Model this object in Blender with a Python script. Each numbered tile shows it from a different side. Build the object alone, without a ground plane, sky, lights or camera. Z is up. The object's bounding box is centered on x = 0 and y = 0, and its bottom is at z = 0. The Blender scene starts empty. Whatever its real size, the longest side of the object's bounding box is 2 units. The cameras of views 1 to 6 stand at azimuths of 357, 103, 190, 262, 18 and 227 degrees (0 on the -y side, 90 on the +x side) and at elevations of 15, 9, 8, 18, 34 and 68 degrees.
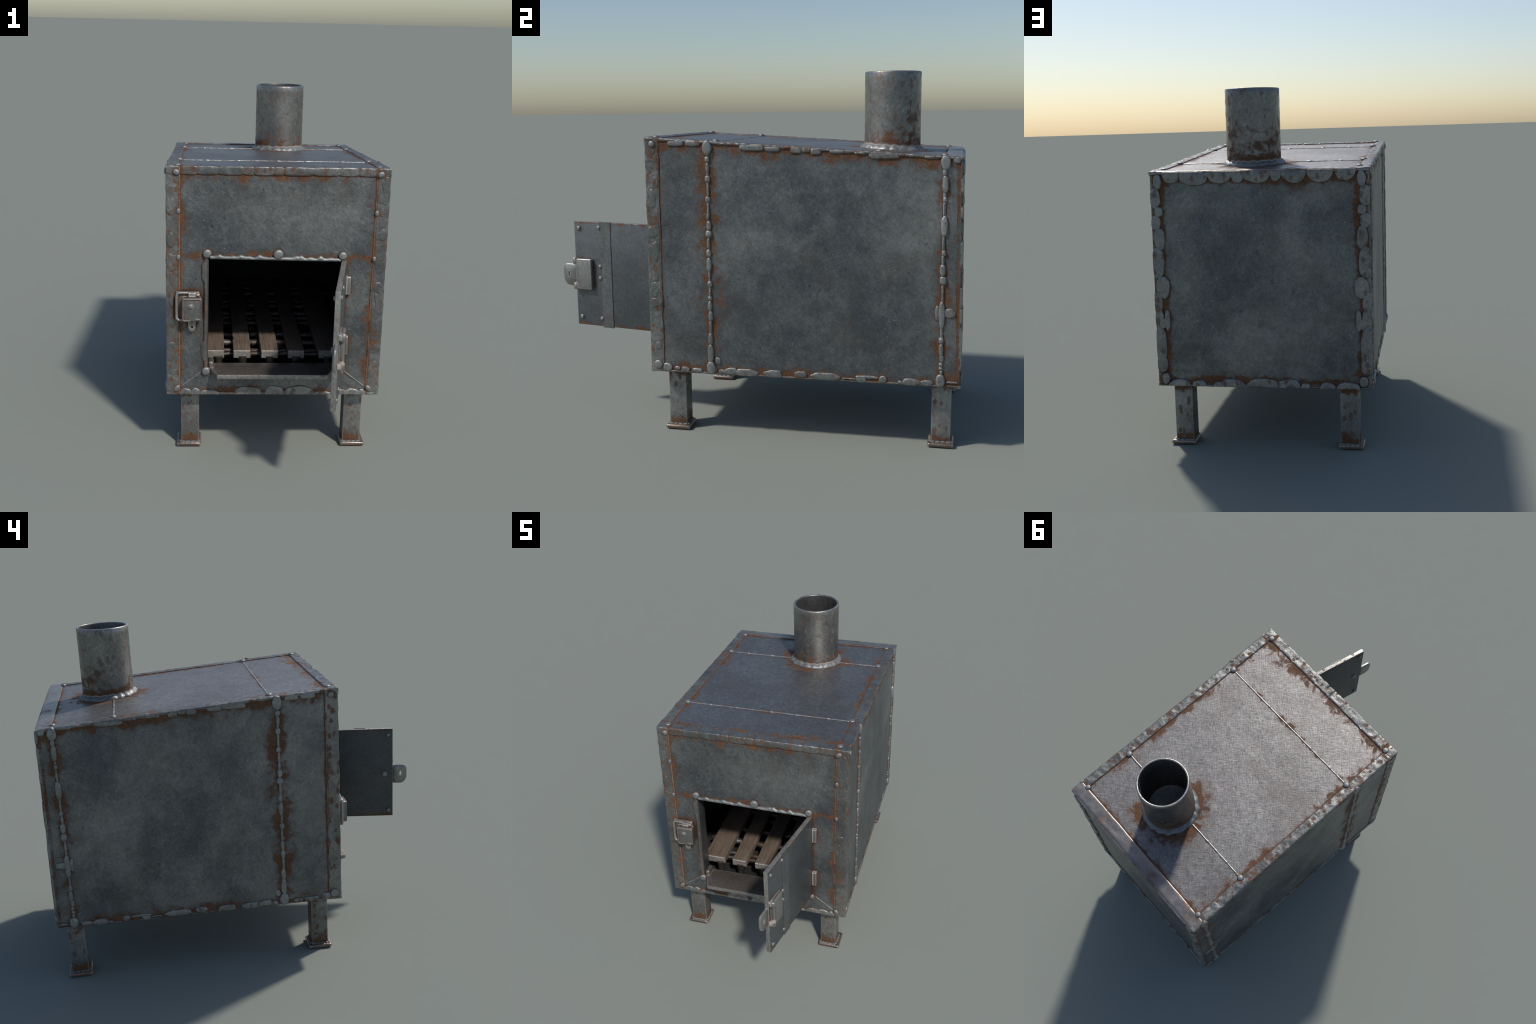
# Home-welded steel wood stove: slanted-top box, open door, grate, flue pipe, four legs.
import bpy, math, random
from mathutils import Vector, Matrix, noise

rng = random.Random(11)
V = Vector

# ------------------------------------------------------------------ dimensions
HX = 0.506                 # half width of the box
YF, YB = -0.432, 0.980     # front and back faces
ZB, ZTF, ZTB = 0.296, 1.391, 1.303   # bottom, top at front, top at back
INSET = 0.004              # panels lie this far under the edge strips
WALL = 0.018
SEAM1, SEAM2 = -0.137, 0.907         # weld seams on the side walls
TSEAM1, TSEAM2 = -0.108, 0.625       # weld seams on the top
OP = dict(x0=-0.312, x1=0.305, z0=0.412, z1=0.966)   # door opening
CH = V((0.0755, 0.650, 0.0)); CH_R, CH_TOP = 0.131, 1.677


def ztop(y):
    return ZTF + (ZTB - ZTF) * (y - YF) / (YB - YF)


def sstep(a, b, x):
    t = min(1.0, max(0.0, (x - a) / (b - a)))
    return t * t * (3 - 2 * t)


def fbm(p, scale, octaves=3, seed=0.0):
    q = V(p) * scale + V((seed, seed * 1.7, -seed))
    s, a = 0.0, 1.0
    for _ in range(octaves):
        s += a * noise.noise(q)
        q = q * 2.03
        a *= 0.5
    return s


# ------------------------------------------------------------------ mesh helpers
class Geo:
    def __init__(self):
        self.v, self.f, self.m = [], [], []

    def vert(self, p):
        self.v.append(tuple(p))
        return len(self.v) - 1

    def face(self, idx, mat=0):
        self.f.append(tuple(idx))
        self.m.append(mat)

    def loft(self, rings, close=True, cap0=False, cap1=False, mat=0):
        ids = [[self.vert(p) for p in r] for r in rings]
        n = len(ids[0])
        for a, b in zip(ids, ids[1:]):
            for i in range(n if close else n - 1):
                j = (i + 1) % n
                self.face((a[i], a[j], b[j], b[i]), mat)
        if cap0:
            self.face(reversed(ids[0]), mat)
        if cap1:
            self.face(ids[-1], mat)

    def mesh(self, name, mats, smooth=40):
        me = bpy.data.meshes.new(name)
        me.from_pydata(self.v, [], self.f)
        for m in mats:
            me.materials.append(m)
        for p, i in zip(me.polygons, self.m):
            p.material_index = i
        import bmesh
        bm = bmesh.new()
        bm.from_mesh(me)
        bmesh.ops.remove_doubles(bm, verts=bm.verts, dist=1e-6)
        bmesh.ops.recalc_face_normals(bm, faces=bm.faces)
        bm.to_mesh(me)
        bm.free()
        if smooth:
            me.polygons.foreach_set("use_smooth", [True] * len(me.polygons))
            me.set_sharp_from_angle(angle=math.radians(smooth))
        me.update()
        return me


def add(name, mesh, parent, matrix=None):
    o = bpy.data.objects.new(name, mesh)
    bpy.context.scene.collection.objects.link(o)
    o.parent = parent
    if matrix is not None:
        o.matrix_local = matrix
    return o


def frame(origin, u, v):
    """Matrix whose x, y, z axes are u, v and u x v, standing at origin."""
    u = V(u).normalized(); n = u.cross(V(v)).normalized(); v = n.cross(u)
    m = Matrix((u, v, n)).transposed().to_4x4()
    m.translation = V(origin)
    return m


def soft_box(geo, lo, hi, r=0.004, mx=None, seg=3, mat=0, mats=None):
    """Box with rounded edges, built as a spherified lattice."""
    lo, hi = V(lo), V(hi)
    r = min(r, *(0.49 * (hi[i] - lo[i]) for i in range(3)))

    def axis(a, b):
        k = [a + r * (1 - math.cos(math.pi / 2 * t / seg)) for t in range(seg + 1)]
        return k + [a + b - x for x in reversed(k)]
    ax = [axis(lo[i], hi[i]) for i in range(3)]
    cache = {}

    def pt(i, j, k):
        key = (i, j, k)
        if key not in cache:
            p = V((ax[0][i], ax[1][j], ax[2][k]))
            c = V([min(max(p[t], lo[t] + r), hi[t] - r) for t in range(3)])
            d = p - c
            if d.length > 1e-9:
                p = c + d.normalized() * r
            cache[key] = geo.vert(mx @ p if mx else p)
        return cache[key]
    n = 2 * seg + 2
    for a in range(n - 1):
        for b in range(n - 1):
            for e in (0, n - 1):
                geo.face([pt(e, a, b), pt(e, a + 1, b), pt(e, a + 1, b + 1), pt(e, a, b + 1)], mats[0] if mats else mat)
                geo.face([pt(a, e, b), pt(a + 1, e, b), pt(a + 1, e, b + 1), pt(a, e, b + 1)], mats[1] if mats else mat)
                geo.face([pt(a, b, e), pt(a + 1, b, e), pt(a + 1, b + 1, e), pt(a, b + 1, e)], mats[2] if mats else mat)


def prism(geo, outline, z0, z1, mx, r=0.003, mat=0):
    """Extrude a 2D outline (counter clockwise, convex-ish), with a rounded top and bottom edge."""
    n = len(outline)
    c = V((sum(p[0] for p in outline) / n, sum(p[1] for p in outline) / n))

    def inset(d):
        out = []
        for i in range(n):
            a, b, e = V(outline[i - 1]), V(outline[i]), V(outline[(i + 1) % n])
            t1, t2 = (b - a).normalized(), (e - b).normalized()
            nn = V((-(t1.y + t2.y), t1.x + t2.x))
            nn = nn.normalized() if nn.length > 1e-6 else (c - b).normalized()
            k = max(0.4, nn.dot(V((-t1.y, t1.x))))
            out.append(b + nn * d / k)
        return out
    rings = []
    for d, z in ((r, z0), (r * 0.3, z0 + r * 0.3), (0, z0 + r), (0, z1 - r), (r * 0.3, z1 - r * 0.3), (r, z1)):
        rings.append([mx @ V((p.x, p.y, z)) for p in inset(d)])
    geo.loft(rings, cap0=True, cap1=True, mat=mat)


def rod(geo, path, radius, seg=10, mat=0, squash=1.0, up=V((0, 0, 1)), wob=0.0, seed=0.0):
    """Round bar along a list of points."""
    rings = []
    pts = [V(p) for p in path]
    for i, p in enumerate(pts):
        t = (pts[min(i + 1, len(pts) - 1)] - pts[max(i - 1, 0)]).normalized()
        s = t.cross(up)
        s = s.normalized() if s.length > 1e-4 else t.orthogonal().normalized()
        w = s.cross(t).normalized()
        r = radius(i / (len(pts) - 1)) if callable(radius) else radius
        if wob:
            r *= 1 + wob * noise.noise(p * 60 + V((seed, 0, 0)))
        rings.append([p + s * (r * math.cos(a)) + w * (r * squash * math.sin(a))
                      for a in (2 * math.pi * k / seg for k in range(seg))])
    geo.loft(rings, cap0=True, cap1=True, mat=mat)


# ------------------------------------------------------------------ materials
class NT:
    def __init__(self, name):
        self.mat = bpy.data.materials.new(name)
        self.mat.use_nodes = True
        self.t = self.mat.node_tree
        self.t.nodes.clear()
        self.out = self.t.nodes.new("ShaderNodeOutputMaterial")
        self.bsdf = self.t.nodes.new("ShaderNodeBsdfPrincipled")
        self.t.links.new(self.bsdf.outputs[0], self.out.inputs[0])
        self.obj = self.t.nodes.new("ShaderNodeTexCoord").outputs["Object"]

    def put(self, sock, val):
        if isinstance(val, bpy.types.NodeSocket):
            self.t.links.new(val, sock)
        elif val is not None:
            if sock.type == "RGBA" and len(val) == 3:
                val = (*val, 1.0)
            sock.default_value = val

    def math(self, op, a, b=None, c=None, clamp=False):
        n = self.t.nodes.new("ShaderNodeMath"); n.operation = op; n.use_clamp = clamp
        for s, x in zip(n.inputs, (a, b, c)):
            self.put(s, x)
        return n.outputs[0]

    def dot(self, vec, d):
        n = self.t.nodes.new("ShaderNodeVectorMath"); n.operation = "DOT_PRODUCT"
        self.put(n.inputs[0], vec); n.inputs[1].default_value = d
        return n.outputs["Value"]

    def mapping(self, scale=(1, 1, 1), rot=(0, 0, 0), loc=(0, 0, 0), vec=None):
        n = self.t.nodes.new("ShaderNodeMapping")
        self.put(n.inputs["Vector"], vec or self.obj)
        n.inputs["Scale"].default_value = scale; n.inputs["Rotation"].default_value = rot
        n.inputs["Location"].default_value = loc
        return n.outputs[0]

    def noise(self, scale, detail=4, rough=0.55, dist=0.0, vec=None, loc=0.0):
        n = self.t.nodes.new("ShaderNodeTexNoise")
        self.put(n.inputs["Vector"], vec or (self.mapping(loc=(loc, loc * 1.3, -loc)) if loc else self.obj))
        n.inputs["Scale"].default_value = scale; n.inputs["Detail"].default_value = detail
        n.inputs["Roughness"].default_value = rough; n.inputs["Distortion"].default_value = dist
        return n.outputs["Fac"]

    def voronoi(self, scale, vec=None, feature="F1"):
        n = self.t.nodes.new("ShaderNodeTexVoronoi"); n.feature = feature
        self.put(n.inputs["Vector"], vec or self.obj); n.inputs["Scale"].default_value = scale
        return n

    def step(self, x, a, b):
        n = self.t.nodes.new("ShaderNodeMapRange"); n.interpolation_type = "SMOOTHSTEP"
        self.put(n.inputs["Value"], x)
        self.put(n.inputs["From Min"], a); self.put(n.inputs["From Max"], b)
        return n.outputs["Result"]

    def ramp(self, x, stops):
        n = self.t.nodes.new("ShaderNodeValToRGB")
        self.put(n.inputs[0], x)
        e = n.color_ramp.elements
        while len(e) < len(stops):
            e.new(0.5)
        for el, (p, c) in zip(e, stops):
            el.position = p; el.color = (*c, 1.0)
        return n.outputs[0]

    def mix(self, f, a, b, mode="MIX"):
        n = self.t.nodes.new("ShaderNodeMix"); n.data_type = "RGBA"; n.blend_type = mode
        self.put(n.inputs["Factor"], f)
        self.put(n.inputs[6], a); self.put(n.inputs[7], b)
        return n.outputs[2]

    def mixf(self, f, a, b):
        n = self.t.nodes.new("ShaderNodeMix"); n.data_type = "FLOAT"
        self.put(n.inputs[0], f); self.put(n.inputs[2], a); self.put(n.inputs[3], b)
        return n.outputs[0]

    def ao(self, dist, inside=False):
        n = self.t.nodes.new("ShaderNodeAmbientOcclusion")
        n.samples = 8; n.inside = inside
        n.inputs["Distance"].default_value = dist
        return n.outputs["AO"]

    def bump(self, height, strength, dist=0.002, normal=None):
        n = self.t.nodes.new("ShaderNodeBump")
        n.inputs["Strength"].default_value = strength; n.inputs["Distance"].default_value = dist
        self.put(n.inputs["Height"], height)
        if normal is not None:
            self.put(n.inputs["Normal"], normal)
        return n.outputs[0]


RUST_DARK, RUST_MID, RUST_LIGHT = (0.030, 0.013, 0.006), (0.125, 0.051, 0.018), (0.240, 0.102, 0.036)


DEEP = 1.8


def steel(name, dark, light, lines=(), spots=0.0, ao=0.0, ao_dist=0.03, metal=0.7, rough=0.45,
          scratch=0.3, specks=0.0, weave=0.0, bump=0.35, flue=False, wear=0.0, cloud=(0.345, 0.655), specular=0.5,
          rust_bias=0.0, strokes=0.42, wear_dist=0.010):
    """Weathered mild steel.  lines = (normal, offset, width, strength): rust creeps out from these planes."""
    k = NT(name)
    big = k.noise(2.9, 5, 0.6, 0.25)
    mid = k.noise(15, 8, 0.72, 0.15, loc=3.1)
    fine = k.noise(95, 5, 0.7, 0.5, loc=7.7)
    # short hammer and grinder strokes in two slanted directions
    s1 = k.noise(1, 4, 0.65, 0.35, vec=k.mapping(scale=(85, 85, 16), vec=k.mapping(rot=(0.6, 0.55, 0.7))))
    s2 = k.noise(1, 4, 0.65, 0.35, vec=k.mapping(scale=(85, 85, 16), loc=(7, 3, 9), vec=k.mapping(rot=(-0.75, 0.4, -0.6))))
    stroke = k.math("MULTIPLY", k.math("ADD", s1, s2), 0.5)
    mixv = k.math("ADD", k.math("MULTIPLY", big, 0.66), k.math("ADD", k.math("MULTIPLY", mid, 0.20), k.math("MULTIPLY", stroke, 0.14)))
    base = k.ramp(k.step(mixv, *cloud), [(0.0, dark), (0.5, tuple((a + b) / 2 for a, b in zip(dark, light))), (1.0, light)])
    base = k.mix(0.55, base, k.mix(1.0, base, k.ramp(fine, [(0.25, (0.55, 0.55, 0.55)), (0.75, (1.4, 1.4, 1.4))]), "MULTIPLY"))
    base = k.mix(strokes, base, k.mix(1.0, base, k.ramp(stroke, [(0.36, (0.55, 0.56, 0.58)), (0.5, (0.95, 0.95, 0.95)), (0.66, (1.5, 1.48, 1.44))]), "MULTIPLY"))
    if weave:      # crossed hammer / rolling marks, diagonal to the plate
        turned = k.mapping(rot=(0, 0, math.radians(45)))
        wa = k.noise(1, 3, 0.6, 0.4, vec=k.mapping(scale=(170, 34, 40), vec=turned))
        wb = k.noise(1, 3, 0.6, 0.4, vec=k.mapping(scale=(34, 170, 40), loc=(5, 5, 5), vec=turned))
        lin = k.math("ADD", wa, wb)
        base = k.mix(0.85, base, k.mix(1.0, base, k.ramp(k.math("MULTIPLY", lin, 0.5), [(0.36, (0.55, 0.55, 0.55)), (0.62, (1.25, 1.25, 1.25))]), "MULTIPLY"))
    haze = k.step(k.noise(5.5, 6, 0.65, 0.3, loc=12.0), 0.48, 0.70)
    base = k.mix(k.math("MULTIPLY", haze, 0.38), base, tuple(0.45 * a + 0.55 * b for a, b in zip(dark, (0.135, 0.098, 0.062))))
    # scratches: thin level lines of a strongly warped noise, broken up in patches
    sc = k.math("ABSOLUTE", k.math("SUBTRACT", k.noise(38, 2, 0.5, 3.2, loc=1.9), 0.5))
    sc = k.math("MULTIPLY", k.math("SUBTRACT", 1.0, k.step(sc, 0.0, 0.022)), k.step(k.noise(11, 3, loc=9.0), 0.5, 0.66))
    base = k.mix(k.math("MULTIPLY", sc, scratch), base, tuple(min(1, c * 1.9) for c in light))
    # straight fine scratches in two directions
    for rot, loc in (((0.5, 0.9, 0.3), 1.0), ((-0.9, 0.5, 1.1), 4.0)):
        ln = k.step(k.noise(1, 1.5, 0.5, 0.0, vec=k.mapping(scale=(240, 240, 9), loc=(loc, loc, loc), vec=k.mapping(rot=rot))), 0.67, 0.72)
        ln = k.math("MULTIPLY", ln, k.step(k.noise(6, 3, loc=loc * 3), 0.47, 0.6))
        base = k.mix(k.math("MULTIPLY", ln, min(1.0, scratch * 1.3)), base, tuple(min(1, c * 1.7) for c in light))
    # dark pits
    pit = k.voronoi(26, k.mapping(scale=(1, 1, 0.75)))
    pitm = k.math("MULTIPLY", k.math("SUBTRACT", 1.0, k.step(pit.outputs["Distance"], 0.08, 0.2)),
                  k.step(k.noise(8, 2, loc=5.0), 0.52, 0.62))
    base = k.mix(k.math("MULTIPLY", pitm, 0.4), base, tuple(c * 0.35 for c in dark))
    if specks:
        vo = k.voronoi(42)
        sp = k.math("MULTIPLY", k.math("SUBTRACT", 1.0, k.step(vo.outputs["Distance"], 0.06, 0.16)),
                    k.step(k.noise(7, 3, loc=2.2), 0.5, 0.6))
        base = k.mix(k.math("MULTIPLY", sp, specks), base, (0.30, 0.18, 0.08))
    # rust
    rn = k.noise(16, 6, 0.68, 0.6, loc=4.4)
    rn2 = k.noise(5, 3, 0.6, 0.2, loc=8.1)
    grow = None
    for nrm, off, width, strength in lines:
        d = k.math("ABSOLUTE", k.math("SUBTRACT", k.dot(k.obj, nrm), off))
        m = k.math("MULTIPLY", k.math("SUBTRACT", 1.0, k.math("DIVIDE", d, width), clamp=True), strength * DEEP)
        grow = m if grow is None else k.math("MAXIMUM", grow, m)
    if flue:
        px = k.t.nodes.new("ShaderNodeSeparateXYZ"); k.put(px.inputs[0], k.obj)
        dx = k.math("SUBTRACT", px.outputs[0], CH.x); dy = k.math("SUBTRACT", px.outputs[1], CH.y)
        rr = k.math("SQRT", k.math("ADD", k.math("MULTIPLY", dx, dx), k.math("MULTIPLY", dy, dy)))
        m = k.math("MULTIPLY", k.math("SUBTRACT", 1.0, k.math("DIVIDE", k.math("SUBTRACT", rr, CH_R), 0.13), clamp=True), 1.0)
        grow = m if grow is None else k.math("MAXIMUM", grow, m)
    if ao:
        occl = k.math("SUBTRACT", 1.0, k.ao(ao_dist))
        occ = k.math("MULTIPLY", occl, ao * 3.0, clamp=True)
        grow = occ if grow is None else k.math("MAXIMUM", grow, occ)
    if grow is None:
        grow = rust_bias
    elif rust_bias:
        grow = k.math("ADD", grow, rust_bias)
    # grow is the local chance of rust; the noise T (spread over 0..1) decides where it breaks out
    T = k.step(k.math("ADD", k.math("MULTIPLY", rn, 0.6), k.math("MULTIPLY", rn2, 0.4)), 0.36, 0.64)
    amt = k.math("SUBTRACT", grow, k.math("ADD", k.math("MULTIPLY", T, 0.86), 0.14))
    rust = k.step(amt, -0.13, 0.24)
    stain = k.step(amt, -0.50, 0.15)
    base = k.mix(k.math("MULTIPLY", stain, 0.5), base, tuple(0.6 * a + 0.4 * b for a, b in zip(dark, RUST_MID)))
    if spots:
        vo = k.voronoi(30, k.mapping(scale=(1, 1, 0.62), loc=(0.3, 0.1, 0.7)))
        dd = k.math("ADD", vo.outputs["Distance"], k.math("MULTIPLY", k.math("SUBTRACT", rn, 0.5), 0.7))
        sm = k.math("MULTIPLY", k.math("SUBTRACT", 1.0, k.step(dd, 0.23, 0.36)), spots)
        rust = k.math("MAXIMUM", rust, sm)
    rc = k.ramp(k.math("ADD", k.math("MULTIPLY", fine, 0.6), k.math("MULTIPLY", mid, 0.4)),
                [(0.32, RUST_DARK), (0.52, RUST_MID), (0.72, RUST_LIGHT)])
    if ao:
        rc = k.mix(k.step(occl, 0.25, 0.6), rc, RUST_DARK)  # crevice shade baked into the colour: rust blackened where occluded
    col = k.mix(k.math("MULTIPLY", rust, 0.93), base, rc)
    if wear:
        if wear_dist:
            ed = k.step(k.ao(wear_dist, True), 0.97, 0.62)
        else:
            ed = k.step(k.t.nodes.new("ShaderNodeNewGeometry").outputs["Pointiness"], 0.525, 0.60)
        ed = k.math("MULTIPLY", ed, wear)
        col = k.mix(ed, col, (0.45, 0.42, 0.385))
    k.put(k.bsdf.inputs["Base Color"], col)
    k.put(k.bsdf.inputs["Metallic"], k.math("MULTIPLY", k.math("SUBTRACT", 1.0, k.math("MULTIPLY", rust, 0.85)), metal))
    rg = k.math("ADD", rough - 0.12, k.math("MULTIPLY", mid, 0.24))
    k.put(k.bsdf.inputs["Roughness"], k.mixf(rust, rg, 0.78))
    k.bsdf.inputs["Specular IOR Level"].default_value = specular
    # relief
    h = k.math("ADD", k.math("ADD", k.math("MULTIPLY", mid, 0.4), k.math("MULTIPLY", fine, 0.3)), k.math("MULTIPLY", stroke, 0.25 + strokes))
    h = k.math("SUBTRACT", h, k.math("MULTIPLY", rust, 0.12))
    h = k.math("SUBTRACT", h, k.math("MULTIPLY", pitm, 0.35))
    h = k.math("ADD", h, k.math("MULTIPLY", sc, 0.12))
    nb = k.bump(h, bump, 0.006)
    if weave:
        nb = k.bump(lin, weave, 0.003, nb)
    k.put(k.bsdf.inputs["Normal"], nb)
    return k.mat


DARK, LIGHT = (0.090, 0.101, 0.111), (0.238, 0.245, 0.238)
slope = V((0, -(ZTB - ZTF), YB - YF)).normalized()          # normal of the top plane
TOPN, TOPD = tuple(slope), slope.dot(V((0, YF, ZTF)))
X, Y, Z = (1, 0, 0), (0, 1, 0), (0, 0, 1)

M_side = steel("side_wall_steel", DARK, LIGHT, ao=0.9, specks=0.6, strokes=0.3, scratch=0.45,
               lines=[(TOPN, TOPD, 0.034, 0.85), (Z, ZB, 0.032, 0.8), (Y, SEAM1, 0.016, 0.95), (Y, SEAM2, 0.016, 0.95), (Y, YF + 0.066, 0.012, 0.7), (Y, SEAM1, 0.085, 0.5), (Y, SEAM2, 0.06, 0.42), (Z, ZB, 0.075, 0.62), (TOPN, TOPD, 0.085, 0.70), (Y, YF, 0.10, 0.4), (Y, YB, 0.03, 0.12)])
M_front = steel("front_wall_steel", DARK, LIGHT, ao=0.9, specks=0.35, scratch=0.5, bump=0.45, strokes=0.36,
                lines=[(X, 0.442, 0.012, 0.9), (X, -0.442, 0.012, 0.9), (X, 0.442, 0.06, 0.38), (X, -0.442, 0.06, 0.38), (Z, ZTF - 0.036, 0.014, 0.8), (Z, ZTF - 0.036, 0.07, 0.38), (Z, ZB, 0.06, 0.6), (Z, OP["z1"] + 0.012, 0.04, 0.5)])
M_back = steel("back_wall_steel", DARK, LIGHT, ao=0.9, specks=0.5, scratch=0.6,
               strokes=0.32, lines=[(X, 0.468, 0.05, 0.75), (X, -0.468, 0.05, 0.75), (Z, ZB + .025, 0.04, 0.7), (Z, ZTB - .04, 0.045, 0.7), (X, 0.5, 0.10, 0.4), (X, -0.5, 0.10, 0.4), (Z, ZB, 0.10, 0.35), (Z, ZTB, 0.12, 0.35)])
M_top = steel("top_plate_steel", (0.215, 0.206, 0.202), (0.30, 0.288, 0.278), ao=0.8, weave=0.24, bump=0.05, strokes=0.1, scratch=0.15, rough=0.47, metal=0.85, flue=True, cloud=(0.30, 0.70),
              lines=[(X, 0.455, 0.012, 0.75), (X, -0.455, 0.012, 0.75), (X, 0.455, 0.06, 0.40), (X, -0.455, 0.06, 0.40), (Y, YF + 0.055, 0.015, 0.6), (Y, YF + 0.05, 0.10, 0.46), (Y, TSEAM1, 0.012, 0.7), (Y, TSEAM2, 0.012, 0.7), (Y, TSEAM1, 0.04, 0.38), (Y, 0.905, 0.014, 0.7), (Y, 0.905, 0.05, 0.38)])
M_strip = steel("edge_strip_steel", (0.135, 0.142, 0.142), (0.285, 0.286, 0.272), spots=0.85, ao=0.9, ao_dist=0.02, metal=0.74, rough=0.40, scratch=0.2, bump=0.6, rust_bias=0.24, strokes=0.25, wear=0.4, wear_dist=0,  # wear here paints the thin bright corner highlight into the base colour
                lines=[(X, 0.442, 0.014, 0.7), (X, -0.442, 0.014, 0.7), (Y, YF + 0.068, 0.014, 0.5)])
M_flap = steel("bent_flap_steel", (0.28, 0.255, 0.235), (0.36, 0.325, 0.30), ao=0.6, metal=0.85, rough=0.36, scratch=0.1, bump=0.06, strokes=0.05, rust_bias=0.22, cloud=(0.3, 0.7))
M_weld = steel("weld_bead_metal", (0.195, 0.203, 0.20), (0.31, 0.312, 0.30), ao=0.4, ao_dist=0.012, metal=0.6, rough=0.5, scratch=0.1, bump=0.3)
M_seam = steel("pale_seam_metal", (0.30, 0.285, 0.27), (0.42, 0.40, 0.38), ao=0.3, ao_dist=0.012, metal=0.8, rough=0.40, scratch=0.1, bump=0.15, strokes=0.1)
M_flat_weld = steel("flat_weld_metal", (0.185, 0.193, 0.19), (0.315, 0.318, 0.303), rust_bias=0.14, spots=0.6, ao=0.6, ao_dist=0.014, metal=0.65, rough=0.45, scratch=0.1, bump=0.5)
M_rivet = steel("rivet_metal", (0.225, 0.23, 0.228), (0.34, 0.34, 0.33), ao=0.4, ao_dist=0.012, metal=0.65, rough=0.48, scratch=0.1, bump=0.2)
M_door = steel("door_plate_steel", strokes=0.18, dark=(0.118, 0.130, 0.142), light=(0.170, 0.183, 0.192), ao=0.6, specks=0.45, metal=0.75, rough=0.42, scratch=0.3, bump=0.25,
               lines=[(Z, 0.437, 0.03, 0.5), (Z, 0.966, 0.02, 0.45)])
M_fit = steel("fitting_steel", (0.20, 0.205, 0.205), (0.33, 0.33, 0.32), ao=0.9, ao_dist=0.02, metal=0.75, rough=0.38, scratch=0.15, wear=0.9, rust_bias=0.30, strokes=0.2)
M_leg = steel("leg_steel", (0.15, 0.158, 0.158), (0.28, 0.282, 0.272), rust_bias=0.2, spots=0.8, ao=0.7, metal=0.65, rough=0.45, wear=0.45,
              lines=[(Z, 0.0, 0.085, 0.75), (Z, ZB, 0.05, 0.6)])
M_foot = steel("foot_plate_rusty_steel", (0.14, 0.095, 0.07), (0.26, 0.185, 0.14), ao=0.5, metal=0.8, rough=0.32, wear=0.8, rust_bias=0.3, strokes=0.2)
M_pipe = steel("flue_pipe_steel", (0.165, 0.17, 0.168), (0.295, 0.298, 0.285), rust_bias=0.17, strokes=0.5, ao=0.5, spots=0.45, metal=0.85, rough=0.34, bump=0.2, wear=0.9,
               lines=[(Z, 1.325, 0.075, 0.62), (Z, 1.325, 0.18, 0.26), (Z, 1.325, 0.04, 0.7)])
M_dooredge = steel("door_edge_steel", (0.24, 0.235, 0.22), (0.40, 0.39, 0.365), spots=0.5, metal=0.65, rough=0.42, bump=0.5, rust_bias=0.08)
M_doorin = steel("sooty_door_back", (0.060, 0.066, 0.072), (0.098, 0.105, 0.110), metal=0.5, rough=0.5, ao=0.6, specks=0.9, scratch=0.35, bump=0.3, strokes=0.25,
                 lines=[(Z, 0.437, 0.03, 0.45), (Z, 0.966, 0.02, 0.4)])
M_inside = steel("sooty_inside", (0.016, 0.017, 0.018), (0.035, 0.036, 0.036), metal=0.0, rough=0.8, scratch=0.05, bump=0.3, specular=0.2)
M_pipe_in = steel("flue_inside", (0.10, 0.10, 0.10), (0.20, 0.195, 0.185), metal=0.7, rough=0.45, scratch=0.1, rust_bias=0.1)
M_ledge = steel("ledge_steel", (0.125, 0.108, 0.097), (0.215, 0.19, 0.17), strokes=0.15, metal=0.6, rough=0.45, ao=0.4, rust_bias=0.13, wear=0.6)
M_rod = steel("grate_rod_metal", (0.07, 0.063, 0.057), (0.17, 0.155, 0.14), metal=0.7, rough=0.42, ao=0.2, rust_bias=0.12, bump=0.8)


def slat_material():
    """Grate bars: brown, scaled iron with long streaks along y and rims and front ends painted paler for the light they catch."""
    k = NT("scaled_grate_bar")
    st = k.noise(1, 5, 0.6, 0.3, vec=k.mapping(scale=(210, 6, 60)))
    cl = k.noise(9, 4, 0.6, 0.3)
    col = k.ramp(k.math("ADD", k.math("MULTIPLY", st, 0.65), k.math("MULTIPLY", cl, 0.35)),
                 [(0.28, (0.075, 0.055, 0.041)), (0.47, (0.140, 0.105, 0.079)), (0.72, (0.21, 0.163, 0.126))])
    crack = k.math("SUBTRACT", 1.0, k.step(k.math("ABSOLUTE", k.math("SUBTRACT", k.noise(1, 1, 0.5, 0.2, vec=k.mapping(scale=(60, 0.8, 8), loc=(3, 1, 2))), 0.5)), 0.0, 0.03))
    col = k.mix(k.math("MULTIPLY", crack, 0.4), col, (0.012, 0.009, 0.007))
    px = k.t.nodes.new("ShaderNodeSeparateXYZ"); k.put(px.inputs[0], k.obj)
    front = k.step(px.outputs[1], -0.288, -0.296)
    ed = k.math("MULTIPLY", k.step(k.ao(0.005, True), 0.97, 0.6), 0.75)
    ed = k.math("MAXIMUM", ed, front)
    metalc = k.ramp(k.noise(60, 4, 0.6), [(0.3, (0.20, 0.175, 0.15)), (0.7, (0.42, 0.385, 0.35))])
    k.put(k.bsdf.inputs["Base Color"], k.mix(ed, col, metalc))
    k.put(k.bsdf.inputs["Metallic"], k.math("MULTIPLY", ed, 0.35))
    k.put(k.bsdf.inputs["Roughness"], k.mixf(ed, 0.65, 0.4))
    k.put(k.bsdf.inputs["Normal"], k.bump(st, 0.5, 0.003))
    return k.mat


M_slat = slat_material()

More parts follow.
